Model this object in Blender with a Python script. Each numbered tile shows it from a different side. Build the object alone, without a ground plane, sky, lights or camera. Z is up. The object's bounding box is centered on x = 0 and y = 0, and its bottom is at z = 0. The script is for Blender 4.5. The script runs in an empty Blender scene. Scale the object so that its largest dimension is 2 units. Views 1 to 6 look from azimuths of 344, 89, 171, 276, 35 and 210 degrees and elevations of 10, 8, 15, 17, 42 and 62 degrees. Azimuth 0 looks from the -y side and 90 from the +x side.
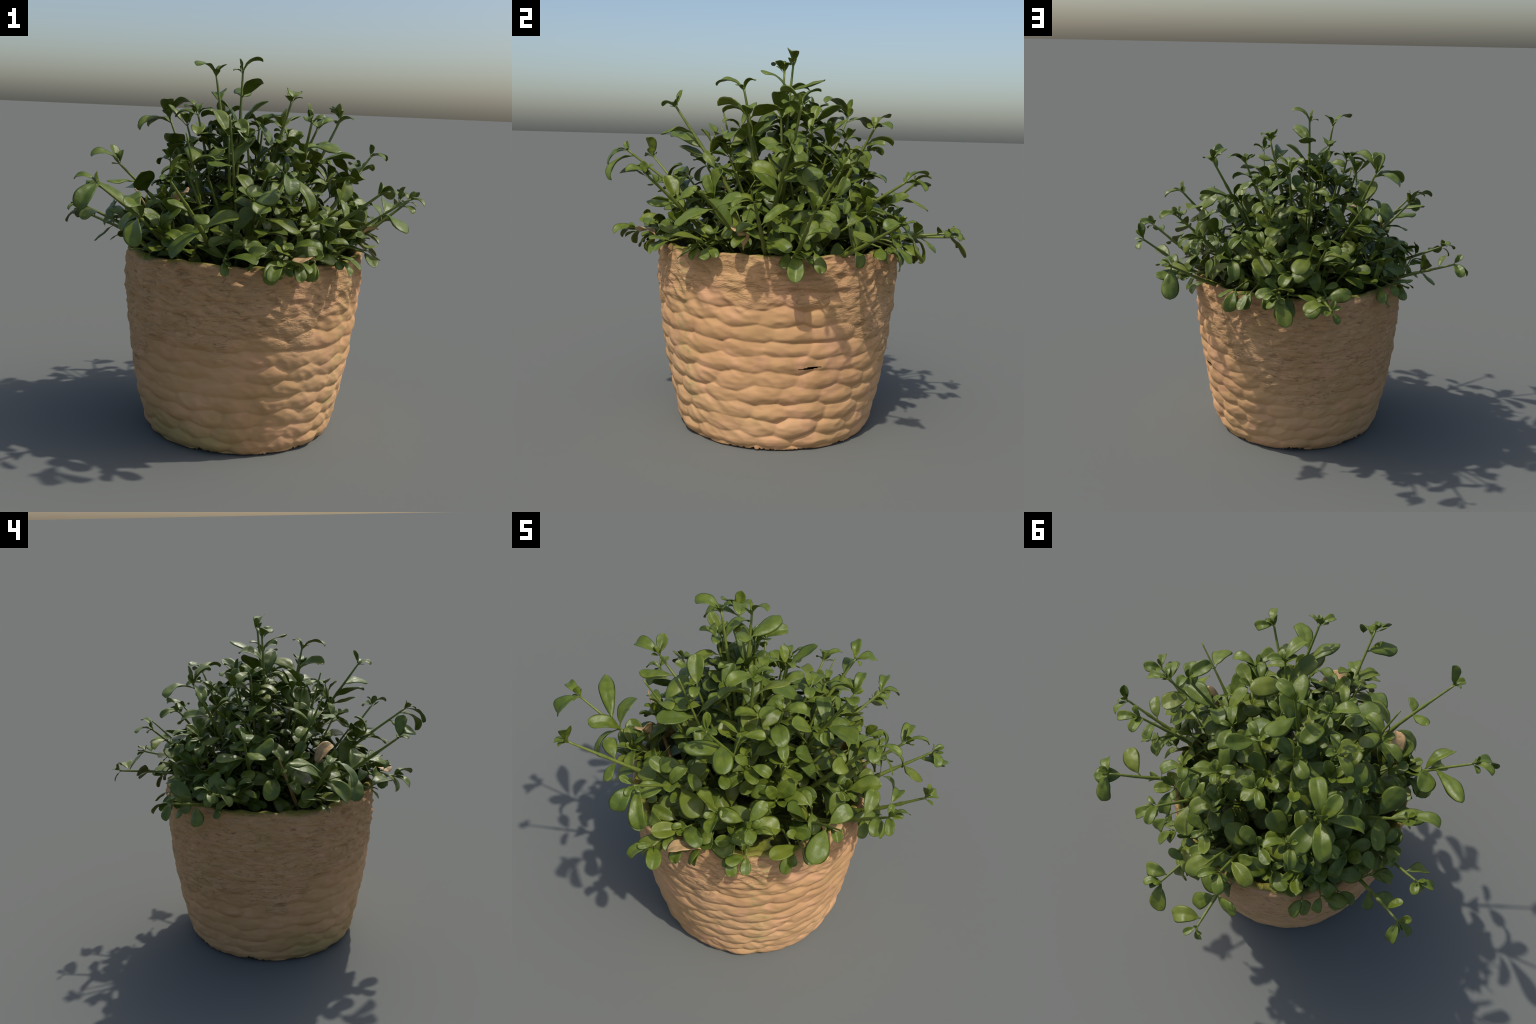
"""Leafy shrub with spoon-shaped leaves in a coarse woven, tapering basket pot."""
import bpy, bmesh, math, random
import numpy as np
from mathutils import Vector, Matrix, noise

random.seed(11)
UP = Vector((0, 0, 1))
POT_X, POT_Y = -0.036, -0.023
scene = bpy.context.scene


def rnd(a, b):
    return random.uniform(a, b)


# ------------------------------------------------------------------ materials
class Nodes:
    """Small helper around a material's node tree."""

    def __init__(self, name):
        self.mat = bpy.data.materials.new(name)
        self.mat.use_nodes = True
        self.t = self.mat.node_tree
        self.bsdf = self.t.nodes["Principled BSDF"]

    def n(self, kind, **inputs):
        node = self.t.nodes.new(kind)
        for k, v in inputs.items():
            key = k.replace("_", " ")
            if hasattr(node, k) and key not in node.inputs:
                setattr(node, k, v)
            else:
                self.put(node.inputs[key], v)
        return node

    def put(self, socket, v):
        if isinstance(v, bpy.types.NodeSocket):
            self.t.links.new(v, socket)
        else:
            socket.default_value = v

    def math(self, op, a, b=0.0, c=0.0, clamp=False):
        m = self.t.nodes.new("ShaderNodeMath")
        m.operation, m.use_clamp = op, clamp
        for s, v in zip(m.inputs, (a, b, c)):
            self.put(s, v)
        return m.outputs[0]

    def ramp(self, fac, *stops):
        r = self.t.nodes.new("ShaderNodeValToRGB")
        e = r.color_ramp.elements
        while len(e) < len(stops):
            e.new(0.5)
        for el, (p, c) in zip(e, stops):
            el.position = p
            el.color = (*c, 1) if isinstance(c, tuple) else (c, c, c, 1)
        self.put(r.inputs[0], fac)
        return r.outputs[0]

    def mix(self, fac, a, b, blend="MIX"):
        m = self.t.nodes.new("ShaderNodeMix")
        m.data_type, m.blend_type = "RGBA", blend
        self.put(m.inputs[0], fac)
        for s, v in ((m.inputs[6], a), (m.inputs[7], b)):
            self.put(s, (*v, 1) if isinstance(v, tuple) else v)
        return m.outputs[2]

    def noise(self, vec, scale, detail=3.0, rough=0.5, dist=0.0, w=None):
        k = self.t.nodes.new("ShaderNodeTexNoise")
        if w is not None:
            k.noise_dimensions = "4D"
            self.put(k.inputs["W"], w)
        self.put(k.inputs["Vector"], vec)
        k.inputs["Scale"].default_value = scale
        k.inputs["Detail"].default_value = detail
        k.inputs["Roughness"].default_value = rough
        k.inputs["Distortion"].default_value = dist
        return k.outputs["Fac"]

    def coord(self, scale=(1, 1, 1), rot=(0, 0, 0)):
        c = self.t.nodes.new("ShaderNodeTexCoord")
        m = self.t.nodes.new("ShaderNodeMapping")
        m.inputs["Scale"].default_value = scale
        m.inputs["Rotation"].default_value = rot
        self.t.links.new(c.outputs["Object"], m.inputs["Vector"])
        return m.outputs["Vector"]

    def bump(self, height, strength, distance):
        b = self.t.nodes.new("ShaderNodeBump")
        b.inputs["Strength"].default_value = strength
        b.inputs["Distance"].default_value = distance
        self.put(b.inputs["Height"], height)
        self.t.links.new(b.outputs[0], self.bsdf.inputs["Normal"])


def leaf_material(name, withered=0.0, spotted=0.0, joined=False):
    g = Nodes(name)
    obj = g.t.nodes.new("ShaderNodeObjectInfo").outputs["Random"]
    seed = g.math("MULTIPLY", obj, 37.0)
    co = g.coord((7, 7, 7) if joined else (1, 1, 1))
    sep = g.t.nodes.new("ShaderNodeSeparateXYZ")
    g.t.links.new(co, sep.inputs[0])
    x, y, z = sep.outputs
    large = g.noise(co, 3.2, 2, 0.5, 0.3, w=seed)
    fine = g.noise(co, 14.0, 3, 0.6, 0.4, w=seed)
    green = g.ramp(large, (0.25, (0.058, 0.092, 0.008)), (0.5, (0.102, 0.138, 0.012)), (0.75, (0.156, 0.192, 0.022)))
    green = g.mix(g.ramp(fine, (0.3, 0.0), (0.75, 0.35)), green, (0.090, 0.118, 0.016))
    # per-leaf hue: some deeper, some more yellow
    tone = g.t.nodes.new("ShaderNodeTexWhiteNoise")
    tone.noise_dimensions = "1D"
    g.put(tone.inputs["W"], seed)
    green = g.mix(g.ramp(tone.outputs["Value"], (0.0, 0.55), (0.5, 0.0)), green, (0.044, 0.078, 0.009))
    green = g.mix(g.ramp(tone.outputs["Value"], (0.6, 0.0), (1.0, 0.45)), green, (0.165, 0.180, 0.018))
    # pale midrib and veins
    ax = g.math("ABSOLUTE", x)
    rib = g.ramp(g.math("ADD", ax, g.math("MULTIPLY", fine, 0.02)), (0.008, 0.22), (0.035, 0.0))
    if not joined:
        green = g.mix(rib, green, (0.15, 0.18, 0.038))
    if withered:
        tip = g.math("ADD", y, g.math("MULTIPLY", large, 1.1))
        tip = g.math("ADD", tip, g.math("MULTIPLY", fine, 0.3))
        mask = g.ramp(tip, (1.62 - withered - 0.16, 0.0), (1.62 - withered, 1.0)) if withered < 0.5 else \
            g.ramp(fine, (0.28, 0.55), (0.5, 1.0))
        tan = g.mix(large, (0.42, 0.25, 0.11), (0.60, 0.40, 0.20))
        edge = g.ramp(mask, (0.0, 0.0), (0.4, 1.0))
        green = g.mix(edge, green, (0.22, 0.17, 0.03))
        green = g.mix(g.ramp(mask, (0.4, 0.0), (1.0, 1.0)), green, tan)
    if spotted:
        spot = g.noise(co, 2.4, 1, 0.4, 0.2, w=g.math("ADD", seed, 9.0))
        m = g.ramp(spot, (0.60, 0.0), (0.66, 1.0))
        green = g.mix(g.math("MULTIPLY", m, 0.9), green, (0.020, 0.022, 0.035))
    g.put(g.bsdf.inputs["Base Color"], green)
    g.put(g.bsdf.inputs["Roughness"], g.ramp(fine, (0.3, 0.40), (0.7, 0.50)))
    g.bsdf.inputs["Specular IOR Level"].default_value = 0.40
    g.bump(fine, 0.10, 0.02)
    return g.mat


def stem_material(name, low, high):
    g = Nodes(name)
    co = g.coord()
    k = g.noise(co, 14.0, 3, 0.6)
    k2 = g.noise(g.coord((90, 90, 18)), 1.0, 2, 0.6)
    col = g.mix(g.ramp(k, (0.3, 0.0), (0.7, 1.0)), low, high)
    col = g.mix(g.ramp(k2, (0.45, 0.0), (0.8, 0.5)), col, tuple(c * 1.35 for c in high))
    g.put(g.bsdf.inputs["Base Color"], col)
    g.bsdf.inputs["Roughness"].default_value = 0.5
    g.bump(k2, 0.35, 0.004)
    return g.mat


def basket_material():
    g = Nodes("woven_fibre")
    c = g.t.nodes.new("ShaderNodeTexCoord")
    sep = g.t.nodes.new("ShaderNodeSeparateXYZ")
    g.t.links.new(c.outputs["Object"], sep.inputs[0])
    x, y, z = sep.outputs
    px, py = g.math("SUBTRACT", x, POT_X), g.math("SUBTRACT", y, POT_Y)
    ang = g.math("ARCTAN2", py, px)
    co = g.coord()
    big = g.noise(co, 2.3, 3, 0.55)
    mid = g.noise(co, 7.0, 3, 0.6, 0.6)
    # fibres lie mostly along the coils
    fib = g.noise(g.coord((1, 1, 3.2)), 17.0, 5, 0.62, 0.8)
    fib2 = g.noise(g.coord((1, 1, 2.6)), 52.0, 3, 0.6, 0.5)
    col = g.ramp(big, (0.3, (0.470, 0.263, 0.120)), (0.5, (0.533, 0.308, 0.144)), (0.7, (0.578, 0.348, 0.174)))
    col = g.mix(g.ramp(mid, (0.52, 0.0), (0.70, 0.60)), col, (0.65, 0.345, 0.200))
    col = g.mix(g.ramp(mid, (0.28, 0.55), (0.45, 0.0)), col, (0.47, 0.295, 0.120))
    # rough upper band: matted fibre with dark gaps; its lower border wanders
    border = g.math("ADD", z, g.math("MULTIPLY", g.math("SUBTRACT", big, 0.5), 0.9))
    side = g.math("MULTIPLY", g.math("COSINE", g.math("ADD", ang, -2.55)), 0.20)
    rough = g.ramp(g.math("ADD", border, side), (0.50, 0.0), (0.60, 1.0))
    gaps = g.ramp(fib, (0.30, 1.0), (0.47, 0.0))
    gaps = g.math("MULTIPLY", gaps, rough)
    col = g.mix(g.math("MULTIPLY", gaps, 0.75), col, (0.20, 0.11, 0.048))
    flecks = g.math("MULTIPLY", g.ramp(fib2, (0.52, 0.0), (0.68, 0.5)), rough)
    col = g.mix(flecks, col, (0.56, 0.36, 0.19))
    # green stains: lower flank towards -x -y, and moss just at the rim
    stain = g.math("MULTIPLY", g.ramp(g.math("COSINE", g.math("ADD", ang, 2.35)), (0.80, 0.0), (0.97, 1.0)),
                   g.ramp(g.math("ADD", z, g.math("MULTIPLY", mid, 0.25)), (0.20, 1.0), (0.36, 0.0)))
    col = g.mix(g.math("MULTIPLY", stain, 0.38), col, (0.22, 0.25, 0.075))
    line = g.ramp(g.math("ABSOLUTE", g.math("ADD", ang, g.math("ADD", 0.78, g.math("MULTIPLY", mid, 0.16)))), (0.06, 1.0), (0.10, 0.0))
    line = g.math("MULTIPLY", line, g.ramp(fib, (0.5, 0.0), (0.62, 0.8)))
    col = g.mix(g.math("MULTIPLY", line, 0.7), col, (0.26, 0.29, 0.09))
    rad = g.math("SQRT", g.math("ADD", g.math("MULTIPLY", px, px), g.math("MULTIPLY", py, py)))
    lip = g.math("ADD", g.math("SUBTRACT", z, g.math("MULTIPLY", rad, 1.0)), g.math("MULTIPLY", big, 0.12))
    moss = g.math("MULTIPLY", g.ramp(lip, (0.405, 0.0), (0.435, 1.0)), g.ramp(mid, (0.32, 0.0), (0.46, 1.0)))
    col = g.mix(g.math("MULTIPLY", moss, 0.85), col, (0.15, 0.165, 0.012))
    g.put(g.bsdf.inputs["Base Color"], col)
    g.bsdf.inputs["Roughness"].default_value = 0.82
    g.bsdf.inputs["Specular IOR Level"].default_value = 0.25
    h = g.math("ADD", g.math("MULTIPLY", g.math("MULTIPLY", fib, rough), 1.0), g.math("MULTIPLY", fib2, 0.04))
    g.bump(h, 0.85, 0.018)
    return g.mat


def soil_material():
    g = Nodes("mossy_soil")
    co = g.coord()
    k = g.noise(co, 9.0, 4, 0.65)
    col = g.ramp(k, (0.35, (0.020, 0.022, 0.008)), (0.5, (0.075, 0.085, 0.012)), (0.62, (0.17, 0.185, 0.016)))
    g.put(g.bsdf.inputs["Base Color"], col)
    g.bsdf.inputs["Roughness"].default_value = 0.9
    g.bump(k, 0.8, 0.03)
    return g.mat


LEAF = leaf_material("leaf_green")
LEAF_SMALL = leaf_material("leaf_green_small", joined=True)
LEAF_SPOT = leaf_material("leaf_green_dark_spots", spotted=1.0)
LEAF_TAN = leaf_material("leaf_tan_tip", withered=0.35)
LEAF_DEAD = leaf_material("leaf_dry", withered=0.9)
STEM = stem_material("stem_green", (0.085, 0.118, 0.014), (0.145, 0.175, 0.026))
STEM_DRY = stem_material("stem_dry", (0.22, 0.15, 0.05), (0.42, 0.26, 0.11))
BASKET = basket_material()
SOIL = soil_material()


def add_object(name, mesh, parent, *mats):
    o = bpy.data.objects.new(name, mesh)
    scene.collection.objects.link(o)
    o.parent = parent
    for m in mats:
        if m.name not in [s.name for s in mesh.materials if s]:
            mesh.materials.append(m)
    return o


def smooth(mesh):
    mesh.polygons.foreach_set("use_smooth", [True] * len(mesh.polygons))


root = bpy.data.objects.new("potted_shrub", None)
scene.collection.objects.link(root)
root["label"] = "leafy green shrub in a tan woven basket pot"
root["category"] = "potted plant"


# ------------------------------------------------------------------ basket pot
RIM_Z = 0.995
ROW = 0.0815           # height of one woven coil
BULGES = 18            # bulges of a coil round the pot


def interp(x, pts):
    for (a, fa), (b, fb) in zip(pts, pts[1:]):
        if x <= b:
            t = max(0.0, (x - a) / (b - a))
            return fa + (fb - fa) * t
    return pts[-1][1]


WALL = [(0.0, 0.498), (0.05, 0.523), (0.15, 0.546), (0.30, 0.577), (0.45, 0.602), (0.60, 0.619), (0.75, 0.632),
        (0.88, 0.639), (0.96, 0.638), (1.0, 0.630)]


def bump_noise(x, y, z, s):
    return noise.noise(Vector((x * s, y * s, z * s)))


def strand_chance(k, row):
    """Repeatable chance values in -1..1 for one strand of one coil."""
    v = math.sin(k * 12.9898 + row * 78.233) * 43758.5453
    w = math.sin(k * 39.346 + row * 11.135) * 24634.6345
    u = math.sin(k * 73.156 + row * 52.235) * 13758.1453
    return 2 * (v - math.floor(v)) - 1, 2 * (w - math.floor(w)) - 1, 2 * (u - math.floor(u)) - 1


def wall_radius(a, z):
    """Outer radius of the woven wall at azimuth a and height z."""
    r = interp(z, WALL)
    ca, sa = math.cos(a), math.sin(a)
    px, py = ca * r, sa * r
    # coils wander up and down a little
    zz = z + 0.020 * bump_noise(px, py, 0.0, 2.2) + 0.012 * bump_noise(px, py, z, 4.0)
    flank = 0.5 + 0.5 * math.cos(a + 0.45)
    upper = min(1.0, max(0.0, (z - 0.55 - 0.10 * flank) / 0.22))
    # interlocking strands: pillow-shaped lumps staggered from coil to coil, the highest one shows
    turn = (a / (2 * math.pi)) % 1.0 * BULGES
    row = int(math.floor(zz / ROW))
    best = -1.0
    for q in (row - 1, row, row + 1):
        shift = 0.5 * (q % 2) + 0.13 * math.sin(q * 2.4)
        k0 = math.floor(turn - shift)
        for k in (k0 - 1, k0, k0 + 1, k0 + 2):
            kk = k % BULGES
            j1, j2, j3 = strand_chance(kk, q)
            du = (turn - shift - k - 0.10 * j1) / (0.66 + 0.06 * j2)
            dv = (zz / ROW - q - 0.5 - 0.07 * j2 - 0.16 * du * (0.5 + j3))
            dv /= (0.80 if dv > 0 else 0.62)
            h = (1.0 + 0.14 * j3) - du * du - dv * dv
            if h > best:
                best = h
    amp = (0.016 + 0.013 * flank) * (1.0 - 0.60 * upper) * (0.85 + 0.7 * bump_noise(px, py, z, 3.4))
    r += amp * (best ** 0.7 - 0.58 if best > 0 else best * 0.3 - 0.55)
    # matted fibre: slanting braided ridges and lumps
    mat = 0.30 + 0.70 * upper
    lean = 5.0 * math.sin(a * 2.0 + 0.6)
    sl = noise.noise(Vector((ca * 5.5 + z * 3.0, sa * 5.5, z * 22.0 + lean * z)))
    sl = 0.5 - 2.0 * abs(noise.noise(Vector((ca * 6.0, sa * 6.0 + z * 4.0, z * 15.0 + ca * 6.0)))) + 0.6 * sl
    s2 = noise.noise(Vector((ca * 13.0 + z * 9.0, sa * 13.0, z * 44.0)))
    s3 = noise.noise(Vector((px * 9.0, py * 9.0, z * 14.0)))
    r += mat * (0.0110 * sl + 0.0060 * s2) + 0.0070 * s3 * (0.5 + 0.5 * upper)
    r += 0.006 * bump_noise(px, py, z, 1.6)
    return r


def in_slit(x, y, z):
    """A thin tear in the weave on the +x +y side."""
    a = math.atan2(y - POT_Y, x - POT_X) - 0.265
    da, dz = a * 0.61, z - 0.452 - 0.06 * a
    return abs(da) < 0.070 and abs(dz) < 0.0080 * (1 - abs(da) / 0.070)


def build_basket():
    na, nz = 420, 230
    bm = bmesh.new()
    rings = []
    for j in range(nz + 1):
        z = RIM_Z * j / nz
        ring = []
        for i in range(na):
            a = 2 * math.pi * i / na
            if a > math.pi:
                a -= 2 * math.pi
            r = wall_radius(a, z)
            x, y = POT_X + r * math.cos(a), POT_Y + r * math.sin(a)
            zz = z
            if z < 0.03:   # ragged lower edge: torn teeth between stretches that touch the ground
                torn = noise.noise(Vector((math.cos(a) * 3.1, math.sin(a) * 3.1, 9.0)))
                tooth = abs(noise.noise(Vector((math.cos(a) * 31.0, math.sin(a) * 31.0, 2.0))))
                edge = 0.003 + max(0.0, 0.2 + torn) * 0.055 * tooth
                zz = max(0.0, edge) * (1 - z / 0.03) + z if i % 53 else z
            if j > nz - 30:
                w = (j - nz + 30) / 30
                zz += w * (0.012 * noise.noise(Vector((math.cos(a) * 2.1, math.sin(a) * 2.1, 4.0)))
                           + 0.011 * noise.noise(Vector((math.cos(a) * 9, math.sin(a) * 9, 1.0))))
            ring.append(bm.verts.new((x, y, zz)))
        rings.append(ring)
    top = rings[-1]
    inner = [(-0.012, 0.006), (-0.030, 0.003), (-0.044, -0.012), (-0.054, -0.05), (-0.06, -0.14), (-0.07, -0.30)]
    for dr, dz in inner:
        ring = []
        for v in top:
            d = Vector((v.co.x - POT_X, v.co.y - POT_Y, 0))
            k = 1 + dr / d.length
            j = 0.004 * bump_noise(v.co.x, v.co.y, dz, 14.0)
            ring.append(bm.verts.new((POT_X + d.x * k, POT_Y + d.y * k, v.co.z + dz + j)))
        rings.append(ring)
    # underside, set a little above the ground
    under = []
    for k, z in ((0.93, 0.022), (0.5, 0.022)):
        under.append([bm.verts.new((POT_X + (v.co.x - POT_X) * k, POT_Y + (v.co.y - POT_Y) * k, z)) for v in rings[0]])
    for ra, rb in list(zip(rings, rings[1:])):
        for i in range(na):
            k = (i + 1) % na
            c = (ra[i].co + rb[k].co) / 2
            if not in_slit(*c):
                bm.faces.new((ra[i], ra[k], rb[k], rb[i]))
    for ra, rb in ((under[0], rings[0]), (under[1], under[0])):
        for i in range(na):
            k = (i + 1) % na
            bm.faces.new((ra[i], ra[k], rb[k], rb[i]))
    bm.faces.new(list(reversed(under[1])))
    me = bpy.data.meshes.new("basket")
    bm.normal_update()
    bm.to_mesh(me)
    bm.free()
    smooth(me)
    return add_object("basket", me, root, BASKET)


def build_soil():
    bm = bmesh.new()
    n, rings = 96, []
    centre = bm.verts.new((POT_X, POT_Y, 0.925))
    for j in range(1, 25):
        f = j / 24
        r = 0.60 * f
        ring = []
        for i in range(n):
            a = 2 * math.pi * i / n
            x, y = POT_X + r * math.cos(a), POT_Y + r * math.sin(a)
            z = 0.925 + 0.028 * f ** 4 + 0.02 * bump_noise(x, y, 0, 7) + 0.012 * bump_noise(x, y, 5, 19)
            ring.append(bm.verts.new((x, y, z)))
        rings.append(ring)
    for i in range(n):
        bm.faces.new((centre, rings[0][i], rings[0][(i + 1) % n]))
    for ra, rb in zip(rings, rings[1:]):
        for i in range(n):
            k = (i + 1) % n
            bm.faces.new((ra[i], rb[i], rb[k], ra[k]))
    me = bpy.data.meshes.new("soil")
    bm.to_mesh(me)
    bm.free()
    smooth(me)
    return add_object("soil", me, root, SOIL)


build_basket()
build_soil()


# ------------------------------------------------------------------ leaf shapes
LEAF_END = {}     # where each leaf shape's tip lies, in its own frame

def leaf_mesh(index, curl, fold, twist, wide, wave, pinch=0.0, dome=0.0):
    """Spoon-shaped leaf one unit long: y runs from stalk to tip, +z is the upper side."""
    ny, nx = 26, 10
    bm = bmesh.new()
    top, bot = [], []
    seed = index * 5.3
    pos, ang = Vector((0, 0, 0)), 0.0
    spine = []
    for j in range(ny + 1):
        t = j / ny
        ang = -curl * (0.15 * t + 0.85 * t * t) + 0.30 * max(0.0, 0.35 - t)
        if j:
            pos = pos + Vector((0, math.cos(ang), math.sin(ang))) / ny
        spine.append((t, pos.copy(), ang))
    for t, p, an in spine:
        # outline: thin stalk, widest at 62 percent, blunt round tip
        s = min(1.0, max(0.0, (t - 0.12) / 0.88))
        w = wide * (s ** 0.62) * (max(0.0, 1 - s ** 2.6) ** 0.56) * 1.28
        w = max(w, 0.022 * (1 - 0.2 * t) if t < 0.5 else 0.0035)
        th = 0.024 * (1 - 0.35 * t)
        rt, rb = [], []
        nrm = Vector((0, -math.sin(an), math.cos(an)))
        ctw, stw = math.cos(twist * t), math.sin(twist * t)
        for i in range(nx + 1):
            u = -1 + 2 * i / nx
            x = u * w
            edge = math.sqrt(max(0.0, 1 - u ** 4))
            lift = fold * abs(u) ** 1.3 * w - dome * u * u * w - 0.05 * w * math.exp(-(u / 0.18) ** 2)
            lift += wave * w * abs(u) * math.sin(t * 9 + seed + (1.7 if u > 0 else 0))
            lift += 0.022 * noise.noise(Vector((x * 5 + seed, t * 5, seed))) * min(1.0, w * 8)
            lift -= pinch * max(0.0, t - 0.72) * (1 - abs(u)) * w * 4
            hx, hz = x * ctw - lift * stw, x * stw + lift * ctw
            c = p + Vector((hx, 0, 0)) + nrm * hz
            rt.append(bm.verts.new(c + nrm * th * 0.5 * edge))
            rb.append(bm.verts.new(c - nrm * th * 0.5 * edge) if 0 < i < nx else rt[-1])
        top.append(rt)
        bot.append(rb)
    for j in range(ny):
        for i in range(nx):
            bm.faces.new((top[j][i], top[j][i + 1], top[j + 1][i + 1], top[j + 1][i]))
            bm.faces.new([v for k, v in enumerate((bot[j][i], bot[j + 1][i], bot[j + 1][i + 1], bot[j][i + 1]))])
    for rt, rb, flip in ((top[0], bot[0], False), (top[-1], bot[-1], True)):
        loop = rt + list(reversed(rb[1:-1]))
        bm.faces.new(loop if flip is False else list(reversed(loop)))
    bmesh.ops.recalc_face_normals(bm, faces=bm.faces)
    me = bpy.data.meshes.new("leaf_shape")
    bm.to_mesh(me)
    bm.free()
    smooth(me)
    me.materials.append(LEAF)
    LEAF_END[me.name] = spine[-1][1]
    return me


BROAD = [leaf_mesh(1, 0.7, 0.10, 0.1, 0.297, 0.05), leaf_mesh(2, 1.1, 0.18, -0.2, 0.300, 0.08), leaf_mesh(3, 0.45, 0.0, 0.2, 0.330, 0.10, 0.0, 0.22),
         leaf_mesh(4, 0.9, 0.0, 0.0, 0.308, 0.14, 0.0, 0.15), leaf_mesh(5, 0.3, 0.16, -0.15, 0.286, 0.06), leaf_mesh(6, 0.75, 0.22, 0.25, 0.308, 0.12, 0.3),
         leaf_mesh(13, 0.25, 0.0, 0.1, 0.330, 0.07, 0.0, 0.30), leaf_mesh(15, 1.0, 0.0, -0.3, 0.297, 0.10, 0.4, 0.25),
         leaf_mesh(16, 0.55, 0.30, 0.35, 0.286, 0.16)]
CURLED = [leaf_mesh(7, 1.7, 0.30, 0.1, 0.264, 0.06), leaf_mesh(8, 1.35, 0.42, -0.3, 0.276, 0.05), leaf_mesh(9, 1.6, 0.38, 0.2, 0.240, 0.08),
          leaf_mesh(10, 1.5, 0.20, 0.4, 0.300, 0.10)]
UPRIGHT = [leaf_mesh(11, -0.25, 0.40, 0.1, 0.286, 0.05), leaf_mesh(12, 0.35, 0.50, -0.2, 0.308, 0.06), leaf_mesh(14, 0.6, 0.35, 0.2, 0.286, 0.05)]

LEAF_SCALE = 1.3
leaves = []     # (matrix, mesh, material, size, stem object)


def place_leaf(p, axis, normal, size, mesh, mat, stem, width=1.0):
    y = axis.normalized()
    z = normal - y * normal.dot(y)
    if z.length < 1e-3:
        z = Vector((y.z, 0.1, -y.x))
    z.normalize()
    x = y.cross(z)
    m = Matrix(((x.x * size * width, y.x * size, z.x * size, p.x), (x.y * size * width, y.y * size, z.y * size, p.y),
                (x.z * size * width, y.z * size, z.z * size, p.z), (0, 0, 0, 1)))
    tip = LEAF_END[mesh.name]
    for f in (0.0, 0.12, 0.35, 0.6, 0.8, 1.0):      # keep leaves out of the wall and the soil
        for u in (-0.2, 0, 0.2):
            q = m @ Vector((u, tip.y * f, tip.z * f * f))
            rad = math.hypot(q.x - POT_X, q.y - POT_Y)
            if (q.z < 1.0 and 0.57 < rad < 0.66) or (rad < 0.6 and q.z < 0.92):
                return
    leaves.append((m, mesh, mat, size * width, stem))


def reach_leaf(p, end, stem, mesh, width=1.2, roll=0.0, mat=None):
    """A leaf whose stalk starts at p and whose tip ends at the given point."""
    tip = LEAF_END[mesh.name]
    d = end - p
    size = d.length / tip.length
    y = d.normalized()
    z = UP - y * UP.dot(y)
    if z.length < 0.25:
        z = Vector((p.x - POT_X, p.y - POT_Y, 0)) * -1 - y * 0.0
        z = z - y * z.dot(y)
    z.normalize()
    z = Matrix.Rotation(roll, 3, y) @ z
    b = math.atan2(tip.z, tip.y)
    place_leaf(p, y * math.cos(b) - z * math.sin(b), z * math.cos(b) + y * math.sin(b), size, mesh, mat or pick_material(), stem, width * min(1.0, 0.175 / size))


def pick_material():
    k = random.random()
    return LEAF_DEAD if k < 0.004 else LEAF_TAN if k < 0.05 else LEAF_SPOT if k < 0.08 else LEAF


# ------------------------------------------------------------------ stems
def spline(points, n):
    """Catmull-Rom through the control points."""
    pts = [Vector(p) for p in points]
    pts = [pts[0] * 2 - pts[1]] + pts + [pts[-1] * 2 - pts[-2]]
    out = []
    segs = len(pts) - 3
    for k in range(segs):
        a, b, c, d = pts[k:k + 4]
        m = n // segs
        for i in range(m + (1 if k == segs - 1 else 0)):
            t = i / m
            out.append(0.5 * ((2 * b) + (c - a) * t + (2 * a - 5 * b + 4 * c - d) * t * t + (3 * b - a - 3 * c + d) * t ** 3))
    return out


def tube(bm, path, r0, r1, nodes=(), sides=9):
    length = sum((b - a).length for a, b in zip(path, path[1:]))
    run, prev, ref = 0.0, None, Vector((0.3, 0.9, 0.2)).normalized()
    for k, p in enumerate(path):
        t = (path[min(k + 1, len(path) - 1)] - path[max(k - 1, 0)]).normalized()
        s = t.cross(ref).normalized()
        q = t.cross(s)
        if k:
            run += (p - path[k - 1]).length
        f = run / length
        r = r0 + (r1 - r0) * f
        for nd in nodes:
            r += 0.35 * r * math.exp(-((f - nd) * length / 0.012) ** 2)
        r *= 1 + 0.12 * noise.noise(p * 25)
        ring = []
        for i in range(sides):
            a = 2 * math.pi * i / sides
            ring.append(bm.verts.new(p + (s * math.cos(a) + q * math.sin(a)) * r))
        if prev:
            for i in range(sides):
                j = (i + 1) % sides
                bm.faces.new((prev[i], prev[j], ring[j], ring[i]))
        else:
            bm.faces.new(list(reversed(ring)))
        prev = ring
    bm.faces.new(prev)


def at(path, f):
    """Point and tangent at fraction f of a path."""
    x = f * (len(path) - 1)
    k = min(int(x), len(path) - 2)
    return path[k].lerp(path[k + 1], x - k), (path[min(k + 2, len(path) - 1)] - path[max(k - 1, 0)]).normalized()


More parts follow.
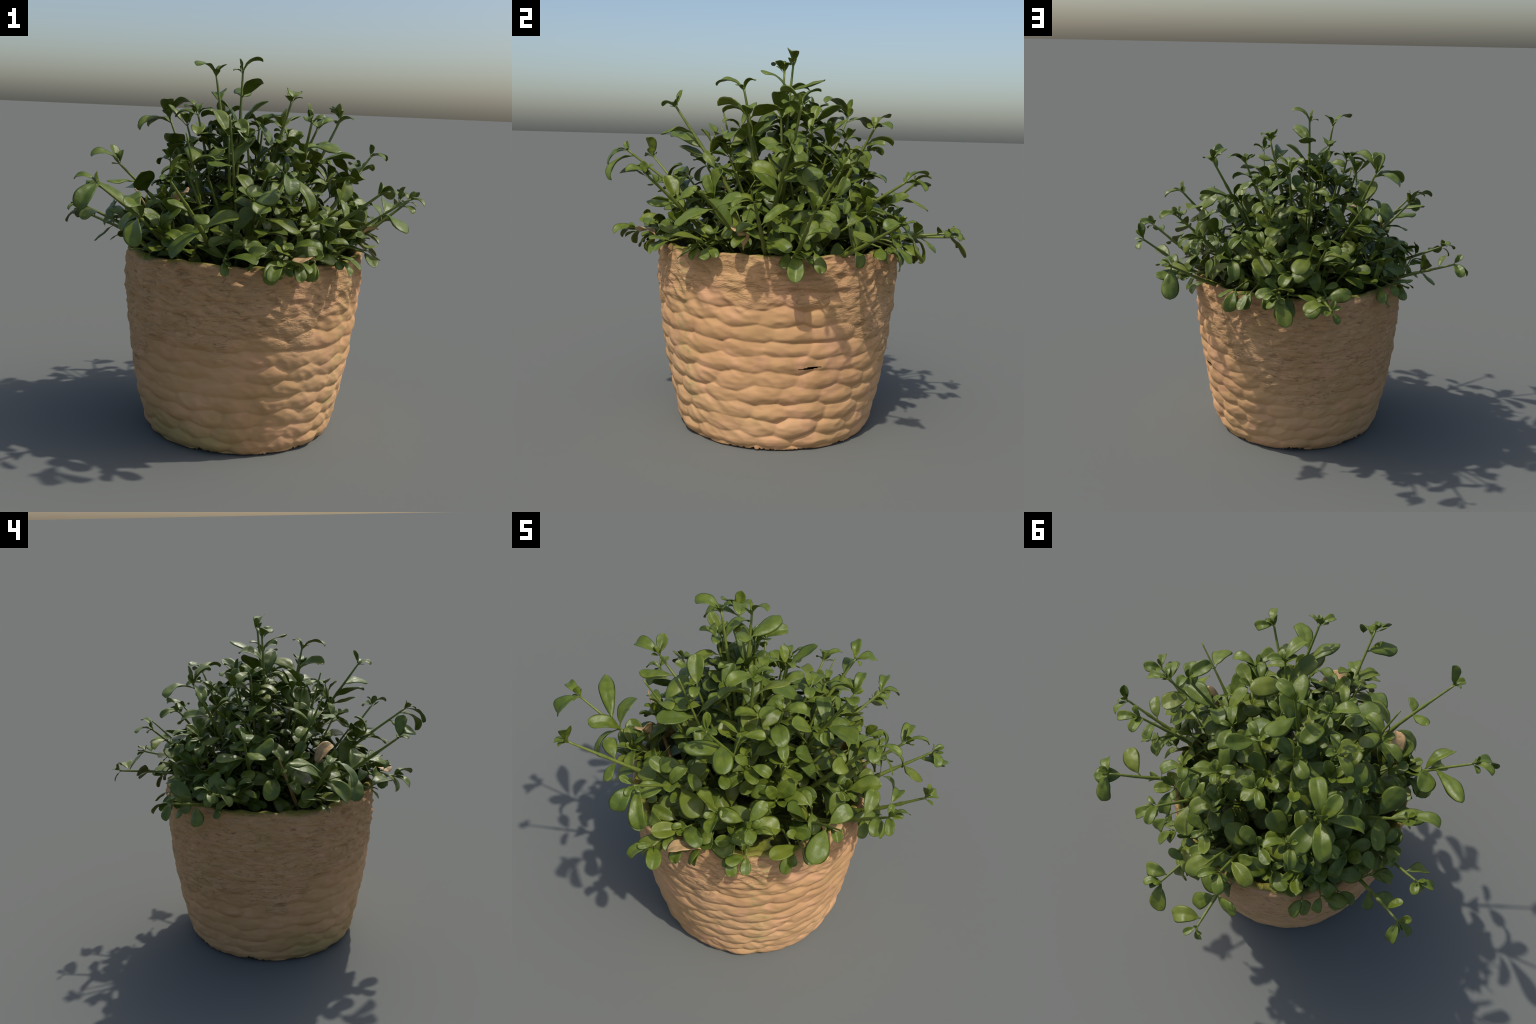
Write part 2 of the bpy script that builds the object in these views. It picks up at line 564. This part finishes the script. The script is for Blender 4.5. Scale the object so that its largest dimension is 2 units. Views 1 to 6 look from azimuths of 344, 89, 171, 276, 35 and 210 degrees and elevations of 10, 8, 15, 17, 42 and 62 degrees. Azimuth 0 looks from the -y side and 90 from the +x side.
def leaf_pair(p, t, phi, size, stem, both=1.0, young=False, spread=None, kinds=None):
    ref = UP if abs(t.z) < 0.9 else Vector((1, 0, 0))
    s = t.cross(ref).normalized()
    q = t.cross(s)
    for side in (0, math.pi):
        if side and random.random() > both:
            continue
        a = phi + side + rnd(-0.35, 0.35)
        out = s * math.cos(a) + q * math.sin(a)
        sp = spread if spread is not None else rnd(0.85, 1.35)
        axis = t * math.cos(sp) + out * math.sin(sp)
        # leaves lift towards the light
        axis = (axis + UP * rnd(0.0, 0.35)).normalized()
        normal = t * 0.7 + UP * 0.75 - out * 0.1 + Vector((rnd(-.35, .35), rnd(-.35, .35), 0))
        k = random.random()
        pool = kinds or ((UPRIGHT if k < 0.5 else CURLED) if young else (CURLED if k < 0.30 else UPRIGHT if k < 0.38 else BROAD))
        sz = min(0.205, size * rnd(0.68, 1.26))
        place_leaf(p + out * 0.006, axis, normal, sz, random.choice(pool), pick_material(), stem, rnd(1.0, 1.3))


def grow(points, r0, r1=0.0055, first=0.3, gap=0.105, size=0.16, tip=True, dry=False, shoots=0.25, both=0.85, name="stem", last=1.0):
    """One stem: tapered tube with leaf pairs at its nodes, a young tuft on top, and short side shoots."""
    path = spline(points, 36)
    length = sum((b - a).length for a, b in zip(path, path[1:]))
    n = max(1, int(length * (last - first) / gap))
    nodes = [first + (last - first) * (k + 0.5 + rnd(-.25, .25)) / (n + 0.3) for k in range(n)]
    bm = bmesh.new()
    tube(bm, path, r0, r1, nodes)
    phi = rnd(0, math.pi)
    todo = []
    for f in nodes:
        p, t = at(path, f)
        phi += math.pi / 2 + rnd(-.3, .3)
        todo.append((p, t, phi, LEAF_SCALE * size * (1.08 - 0.25 * f)))
        if random.random() < shoots and f < 0.8:
            s = t.cross(UP if abs(t.z) < 0.95 else Vector((1, 0, 0))).normalized()
            d = (t * 0.6 + (s * math.cos(phi) + t.cross(s) * math.sin(phi)) * 0.8 + UP * 0.3).normalized()
            L = rnd(0.06, 0.15)
            e = p + d * L
            sp = spline([p, p + d * L * 0.5 + UP * 0.006, e], 8)
            tube(bm, sp, r1 * 0.9, r1 * 0.6, sides=6)
            todo.append((e, d, rnd(0, 3), LEAF_SCALE * size * 0.62))
            if L > 0.1:
                todo.append((p + d * L * 0.6, d, rnd(0, 3), LEAF_SCALE * size * 0.6))
    me = bpy.data.meshes.new(name)
    bm.normal_update()
    bm.to_mesh(me)
    bm.free()
    smooth(me)
    o = add_object(name, me, root, STEM_DRY if dry else STEM)
    for p, t, ph, sz in todo:
        leaf_pair(p, t, ph, sz, o, both)
    if tip:
        p, t = at(path, 0.995)
        ph = rnd(0, 3)
        leaf_pair(p, t, ph, LEAF_SCALE * size * 0.75, o, 1.0, young=True, spread=rnd(0.7, 1.1))
        leaf_pair(p, t, ph + 1.57, LEAF_SCALE * size * 0.5, o, 0.8, young=True, spread=rnd(0.35, 0.6))
    return o


def bend(base, tip, bow=0.0, side=0.0, root_z=0.84):
    """Control points of a stem from the soil to its tip: bow lifts the middle, side swings it."""
    b, t = Vector(base), Vector(tip)
    d = t - b
    flat = Vector((d.x, d.y, 0))
    lat = Vector((-d.y, d.x, 0)).normalized() if flat.length > 1e-3 else Vector((1, 0, 0))
    start = b - d.normalized() * 0.05
    start.z = min(start.z, root_z)
    mid = b + d * 0.5 + UP * bow + lat * side
    return [start, b, mid, t]


# tall and outreaching stems: (base at the soil, tip, bow, leaf gap, leaf size, first leaf)
TALL = [
    ((-0.06, -0.03, 0.90), (-0.220, -0.010, 1.905), 0.00, 0.120, 0.165, 0.30),
    ((-0.13, -0.03, 0.90), (-0.066, 0.032, 1.930), 0.00, 0.120, 0.165, 0.30),
    ((-0.04, -0.02, 0.90), (0.134, -0.221, 1.784), 0.00, 0.110, 0.175, 0.30),
    ((0.13, -0.06, 0.90), (0.130, -0.566, 1.690), 0.02, 0.120, 0.160, 0.25),
    ((-0.09, -0.20, 0.90), (-0.071, -0.843, 1.460), 0.03, 0.130, 0.175, 0.30),
    ((0.10, -0.08, 0.90), (0.514, 0.056, 1.700), 0.01, 0.120, 0.165, 0.25),
    ((0.23, -0.10, 0.90), (0.695, 0.006, 1.507), 0.03, 0.125, 0.165, 0.30),
    ((0.13, -0.30, 0.90), (0.457, -0.666, 1.354), 0.03, 0.105, 0.155, 0.25),
    ((-0.36, -0.23, 0.90), (-0.855, -0.430, 1.360), 0.02, 0.120, 0.165, 0.20),
    ((-0.22, -0.27, 0.90), (-0.579, -0.773, 1.417), 0.01, 0.130, 0.170, 0.25),
    ((-0.25, 0.02, 0.90), (-0.714, 0.046, 1.429), 0.03, 0.105, 0.155, 0.25),
    ((-0.14, 0.10, 0.90), (-0.400, 0.367, 1.671), 0.02, 0.110, 0.175, 0.30),
    ((0.46, 0.02, 0.92), (0.933, 0.100, 1.240), -0.02, 0.105, 0.145, 0.15),
    ((0.27, 0.06, 0.90), (0.732, 0.225, 1.404), 0.02, 0.110, 0.160, 0.25),
    ((0.40, 0.15, 0.92), (0.775, 0.498, 1.179), -0.01, 0.100, 0.150, 0.15),
    ((-0.36, 0.05, 0.92), (-0.880, 0.210, 1.185), 0.01, 0.095, 0.150, 0.20),
    ((-0.33, 0.18, 0.92), (-0.890, 0.420, 1.130), 0.00, 0.095, 0.155, 0.20),
    ((-0.08, 0.26, 0.90), (-0.050, 0.700, 1.310), 0.02, 0.105, 0.155, 0.20),
    ((0.00, 0.40, 0.98), (-0.040, 0.930, 1.035), 0.02, 0.120, 0.140, 0.25),
    ((0.10, 0.36, 0.98), (0.234, 0.830, 1.085), 0.02, 0.110, 0.145, 0.20),
    ((0.06, 0.12, 0.90), (0.299, 0.429, 1.606), 0.03, 0.110, 0.160, 0.25),
    ((0.02, -0.08, 0.90), (0.290, -0.200, 1.650), 0.02, 0.110, 0.170, 0.25),
    ((-0.03, -0.50, 1.00), (-0.053, -0.790, 1.030), 0.03, 0.090, 0.140, 0.30),
    ((0.46, -0.08, 0.93), (0.870, -0.150, 1.270), 0.00, 0.110, 0.150, 0.20),
    ((0.10, 0.10, 0.90), (0.390, 0.580, 1.350), 0.03, 0.110, 0.160, 0.25),
    ((-0.10, 0.14, 0.90), (-0.300, 0.470, 1.480), 0.03, 0.105, 0.160, 0.30),
]
# leaves at the ends of those stems, each by the stem's number, where along it the leaf sits and where its tip reaches
ENDS = [
    (0, 1.0, (-0.339, -0.063, 1.944)), (0, 1.0, (-0.174, -0.053, 1.958)), (0, 0.90, (-0.16, 0.13, 1.80)),
    (1, 1.0, (0.039, 0.013, 1.987)), (1, 1.0, (-0.086, 0.035, 1.998)), (1, 0.91, (-0.013, -0.140, 1.890)), (1, 0.91, (-0.017, 0.201, 1.854)),
    (1, 0.80, (-0.20, 0.10, 1.80)), (1, 0.80, (0.06, -0.05, 1.78)),
    (2, 1.0, (0.094, -0.362, 1.800)), (2, 1.0, (0.197, -0.165, 1.823)), (2, 0.89, (0.038, -0.359, 1.702)), (2, 0.89, (0.227, -0.050, 1.701)),
    (3, 1.0, (0.117, -0.536, 1.775)), (3, 1.0, (0.084, -0.640, 1.690)), (3, 0.88, (0.273, -0.618, 1.551)), (3, 0.80, (0.02, -0.60, 1.56)),
    (4, 1.0, (-0.089, -0.950, 1.375)), (4, 0.96, (0.021, -0.914, 1.300)), (4, 0.90, (-0.190, -0.900, 1.330)),
    (5, 1.0, (0.440, -0.043, 1.758)), (5, 1.0, (0.500, 0.145, 1.762)), (5, 0.95, (0.56, -0.03, 1.70)),
    (6, 1.0, (0.798, 0.032, 1.475)), (6, 0.98, (0.73, -0.10, 1.49)), (6, 0.85, (0.66, 0.12, 1.42)),
    (7, 1.0, (0.50, -0.76, 1.37)), (7, 1.0, (0.55, -0.62, 1.33)),
    (8, 1.0, (-0.947, -0.520, 1.254)), (8, 1.0, (-0.966, -0.406, 1.380)), (8, 0.78, (-0.898, -0.203, 1.355)), (8, 0.72, (-0.74, -0.50, 1.27)),
    (9, 1.0, (-0.532, -0.798, 1.530)), (9, 0.98, (-0.62, -0.82, 1.42)),
    (10, 1.0, (-0.86, 0.02, 1.46)), (10, 1.0, (-0.74, 0.12, 1.52)), (10, 0.85, (-0.78, -0.06, 1.34)),
    (11, 1.0, (-0.433, 0.259, 1.771)), (11, 1.0, (-0.290, 0.226, 1.745)), (11, 1.0, (-0.406, 0.390, 1.776)), (11, 0.97, (-0.577, 0.287, 1.596)),
    (11, 0.97, (-0.500, 0.507, 1.610)),
    (12, 1.0, (0.951, 0.070, 1.330)), (12, 0.98, (0.95, 0.19, 1.20)),
    (13, 1.0, (0.83, 0.28, 1.40)), (13, 0.97, (0.70, 0.33, 1.43)),
    (14, 1.0, (0.840, 0.417, 1.163)), (14, 1.0, (0.786, 0.597, 1.017)), (14, 0.9, (0.86, 0.53, 1.13)),
    (15, 1.0, (-0.965, 0.188, 1.160)), (15, 1.0, (-0.90, 0.29, 1.21)), (15, 0.9, (-0.90, 0.11, 1.12)),
    (16, 1.0, (-0.902, 0.512, 1.075)), (16, 1.0, (-0.96, 0.44, 1.06)), (16, 0.9, (-0.87, 0.33, 1.16)),
    (17, 1.0, (-0.11, 0.79, 1.30)), (17, 1.0, (0.02, 0.78, 1.35)), (17, 0.85, (-0.19, 0.66, 1.22)),
    (18, 0.93, (0.10, 0.93, 1.03)),
    (19, 1.0, (0.195, 0.935, 0.957)), (19, 1.0, (0.30, 0.88, 1.09)), (19, 0.93, (0.34, 0.80, 1.08)),
    (20, 1.0, (0.38, 0.50, 1.60)), (20, 1.0, (0.25, 0.51, 1.66)), (20, 0.9, (0.24, 0.53, 1.52)),
    (21, 1.0, (0.40, -0.17, 1.68)), (21, 1.0, (0.25, -0.32, 1.66)), (21, 0.9, (0.36, -0.29, 1.53)),
    (22, 1.0, (-0.13, -0.88, 0.98)), (22, 1.0, (0.04, -0.90, 1.02)), (22, 0.8, (-0.12, -0.80, 0.95)),
    (24, 1.0, (0.46, 0.66, 1.31)), (24, 1.0, (0.36, 0.69, 1.38)), (25, 1.0, (-0.36, 0.57, 1.46)), (25, 1.0, (-0.21, 0.56, 1.52)),
    (23, 1.0, (0.95, -0.10, 1.29)), (23, 1.0, (0.92, -0.24, 1.25)), (23, 0.9, (0.85, -0.25, 1.21)),
]
for number, (base, tip_at, bow, gap, size, first) in enumerate(TALL):
    points = bend(base, tip_at, bow, rnd(-0.02, 0.02))
    stem = grow(points, 0.0155, 0.0058, first, gap * 0.78, size * 0.88, tip=False, last=0.87)
    path = spline(points, 36)
    for which, f, end in ENDS:
        if which == number:
            p, t = at(path, f)
            d = (Vector(end) - p)
            pool = UPRIGHT if d.z > 0.6 * d.length else BROAD if d.length > 0.16 and random.random() < 0.5 else CURLED
            shape = BROAD[3] if d.length > 0.22 else random.choice(pool)
            reach_leaf(p, Vector(end), stem, shape, rnd(0.95, 1.25), rnd(-0.4, 0.4))
    p, t = at(path, 0.995)
    ph = rnd(0, 3)
    leaf_pair(p, t, ph, 0.060, stem, 1.0, young=True, spread=rnd(0.3, 0.6))
    leaf_pair(p, t, ph + 1.5, 0.062, stem, 0.7, young=True, spread=rnd(0.7, 1.1))

# bare, cut-off stems ending in a point
CUT = [
    ((-0.09, -0.15, 0.90), (-0.218, -0.345, 1.700), 0.00, False),
    ((-0.22, -0.08, 0.90), (-0.436, -0.364, 1.609), 0.00, False),
    ((0.33, -0.16, 0.90), (0.760, -0.390, 1.309), 0.03, False),
    ((0.00, 0.22, 0.90), (0.020, 0.715, 1.347), 0.00, False),
    ((-0.40, -0.225, 0.92), (-0.650, -0.133, 1.315), 0.00, True),
]
for base, tip_at, bow, dry in CUT:
    grow(bend(base, tip_at, bow), 0.0125, 0.004, 0.25, 0.17, 0.16, tip=False, dry=dry, shoots=0.1, both=0.6)

# shoots that fill the crown: their tips spread evenly over a dome, bases gathered towards the middle
tips = [Vector(t[1]) for t in TALL]
SHOOTS = 40
for k in range(SHOOTS):
    a = k * 2.39996 + rnd(-.45, .45)
    rho = 0.64 * math.sqrt((k + 0.5) / SHOOTS)
    top = 1.76 - 0.58 * (rho / 0.64) ** 1.8 - rnd(0.0, 0.16)
    e = Vector((-0.03 + rho * math.cos(a), -0.02 + rho * math.sin(a), top))
    if min((e - t).length for t in tips) < 0.13:
        e.z -= 0.16
    b = Vector((POT_X + 0.42 * rho * math.cos(a + rnd(-.4, .4)), POT_Y + 0.42 * rho * math.sin(a + rnd(-.4, .4)), 0.90))
    grow(bend(b, e, 0.02, rnd(-.04, .04)), 0.0115, 0.0050, 0.45, 0.125, 0.150, shoots=0.15, both=0.8)
# twigs round the two leading shoots
for x, y, z in ((-0.34, 0.14, 1.64), (-0.14, 0.16, 1.68), (-0.30, 0.05, 1.70), (-0.20, 0.24, 1.58)):
    grow(bend((x * 0.45, y * 0.45, 0.92), (x, y, z), 0.02, rnd(-.03, .03)), 0.0105, 0.005, 0.55, 0.10, 0.15, shoots=0.15)
# a leafy bank just inside the rim on the -x +y side
for x, y, z in ((-0.34, 0.47, 1.17), (-0.22, 0.50, 1.13), (-0.43, 0.36, 1.20), (-0.36, 0.34, 1.28), (-0.12, 0.46, 1.22), (-0.50, 0.24, 1.16)):
    b = Vector((x * 0.72, y * 0.72, 0.93))
    grow(bend(b, (x, y, z), 0.02, rnd(-.03, .03)), 0.009, 0.0048, 0.25, 0.09, 0.155, shoots=0.1)
# a few low ones between them
for k in range(10):
    a, r = k * 2.39996 + 1.0, 0.46 * math.sqrt((k + 0.5) / 10)
    b = Vector((POT_X + r * math.cos(a), POT_Y + r * math.sin(a), 0.91))
    e = b + Vector((math.cos(a) * 0.16, math.sin(a) * 0.16, rnd(0.12, 0.22)))
    grow(bend(b, e, 0.02, rnd(-.03, .03)), 0.009, 0.0048, 0.15, 0.10, 0.16, shoots=0.1)

# sprigs that lean over the rim and hang: where the lowest leaf ends
SPRIGS = [(-0.048, -0.70, 0.985), (0.056, -0.694, 0.98), (-0.30, -0.646, 1.0), (0.644, 0.01, 0.985), (0.628, 0.13, 0.99),
          (0.36, 0.57, 0.985), (0.15, 0.65, 0.95), (-0.07, 0.66, 0.98), (0.434, 0.49, 0.985), (-0.425, 0.537, 0.98), (0.27, 0.60, 1.0),
          (-0.54, 0.52, 1.0), (-0.58, 0.42, 0.985), (-0.683, 0.188, 1.02), (-0.61, -0.383, 1.04), (0.154, -0.673, 0.96),
          (0.301, -0.611, 0.985), (0.357, -0.576, 1.03), (0.519, -0.414, 0.985), (0.547, -0.372, 1.0)]
for sx, sy, sz in SPRIGS:
    d = Vector((sx - POT_X, sy - POT_Y, 0)).normalized()
    e = Vector((POT_X, POT_Y, 1.03)) + d * 0.665
    b = Vector((POT_X, POT_Y, 0.93)) + d * rnd(0.38, 0.46)
    mid = b.lerp(e, 0.5) + UP * 0.06
    o = grow([b - UP * 0.06, b, mid, e], 0.007, 0.0042, 0.45, 0.08, 0.11, tip=False, shoots=0.0, both=0.9, name="sprig")
    side = d.cross(UP)
    for k in range(random.choice((1, 2, 2, 3))):
        end = Vector((POT_X, POT_Y, sz - rnd(0.02, 0.07) + 0.05 * k)) + d * rnd(0.70, 0.75) + side * (rnd(-0.04, 0.04) + 0.08 * k * random.choice((-1, 1)))
        reach_leaf(e, end, o, random.choice(BROAD), 1.15)

# withered leaves that stand out among the green ones: stalk, tip, how dry
DRY = [((-0.47, -0.33, 1.20), (-0.43, -0.42, 1.33), LEAF_DEAD), ((-0.48, -0.33, 1.20), (-0.53, -0.42, 1.30), LEAF_TAN),
       ((0.40, -0.27, 1.06), (0.56, -0.36, 1.09), LEAF_TAN), ((-0.27, 0.39, 1.36), (-0.34, 0.51, 1.35), LEAF_TAN),
       ((-0.28, 0.28, 1.44), (-0.36, 0.35, 1.41), LEAF_DEAD), ((0.60, 0.03, 1.12), (0.67, 0.09, 1.04), LEAF_TAN),
       ((0.36, 0.55, 1.03), (0.41, 0.62, 0.95), LEAF_TAN), ((0.18, 0.62, 1.03), (0.20, 0.68, 0.93), LEAF_DEAD),
       ((0.42, 0.50, 1.03), (0.46, 0.55, 0.92), LEAF_DEAD), ((0.55, -0.20, 1.02), (0.66, -0.24, 1.12), LEAF_DEAD),
       ((-0.50, 0.10, 1.10), (-0.60, 0.06, 1.04), LEAF_TAN), ((-0.52, -0.38, 1.02), (-0.60, -0.30, 1.06), LEAF_TAN),
       ((0.10, 0.45, 1.12), (0.18, 0.56, 1.14), LEAF_TAN), ((0.05, -0.35, 1.25), (0.12, -0.44, 1.24), LEAF_TAN)]
for p, end, mat in DRY:
    reach_leaf(Vector(p), Vector(end), root, random.choice(CURLED if mat is LEAF_DEAD else BROAD), 1.2, rnd(-.4, .4), mat)


# ------------------------------------------------------------------ leaf objects
leaves.sort(key=lambda l: -l[3])
for m, mesh, mat, size, stem in leaves[:300]:
    o = bpy.data.objects.new("leaf", mesh)
    scene.collection.objects.link(o)
    o.parent = stem
    o.matrix_world = m
    o.material_slots[0].link = "OBJECT"
    o.material_slots[0].material = mat
rest = bmesh.new()
for m, mesh, mat, size, stem in leaves[300:]:
    k = len(rest.verts)
    rest.from_mesh(mesh)
    rest.verts.ensure_lookup_table()
    bmesh.ops.transform(rest, matrix=m, verts=rest.verts[k:])
me = bpy.data.meshes.new("small_leaves")
rest.to_mesh(me)
rest.free()
smooth(me)
small = add_object("small_leaves", me, root, LEAF_SMALL)
small["kind"] = "stuff"
root["leaf_count"] = len(leaves)
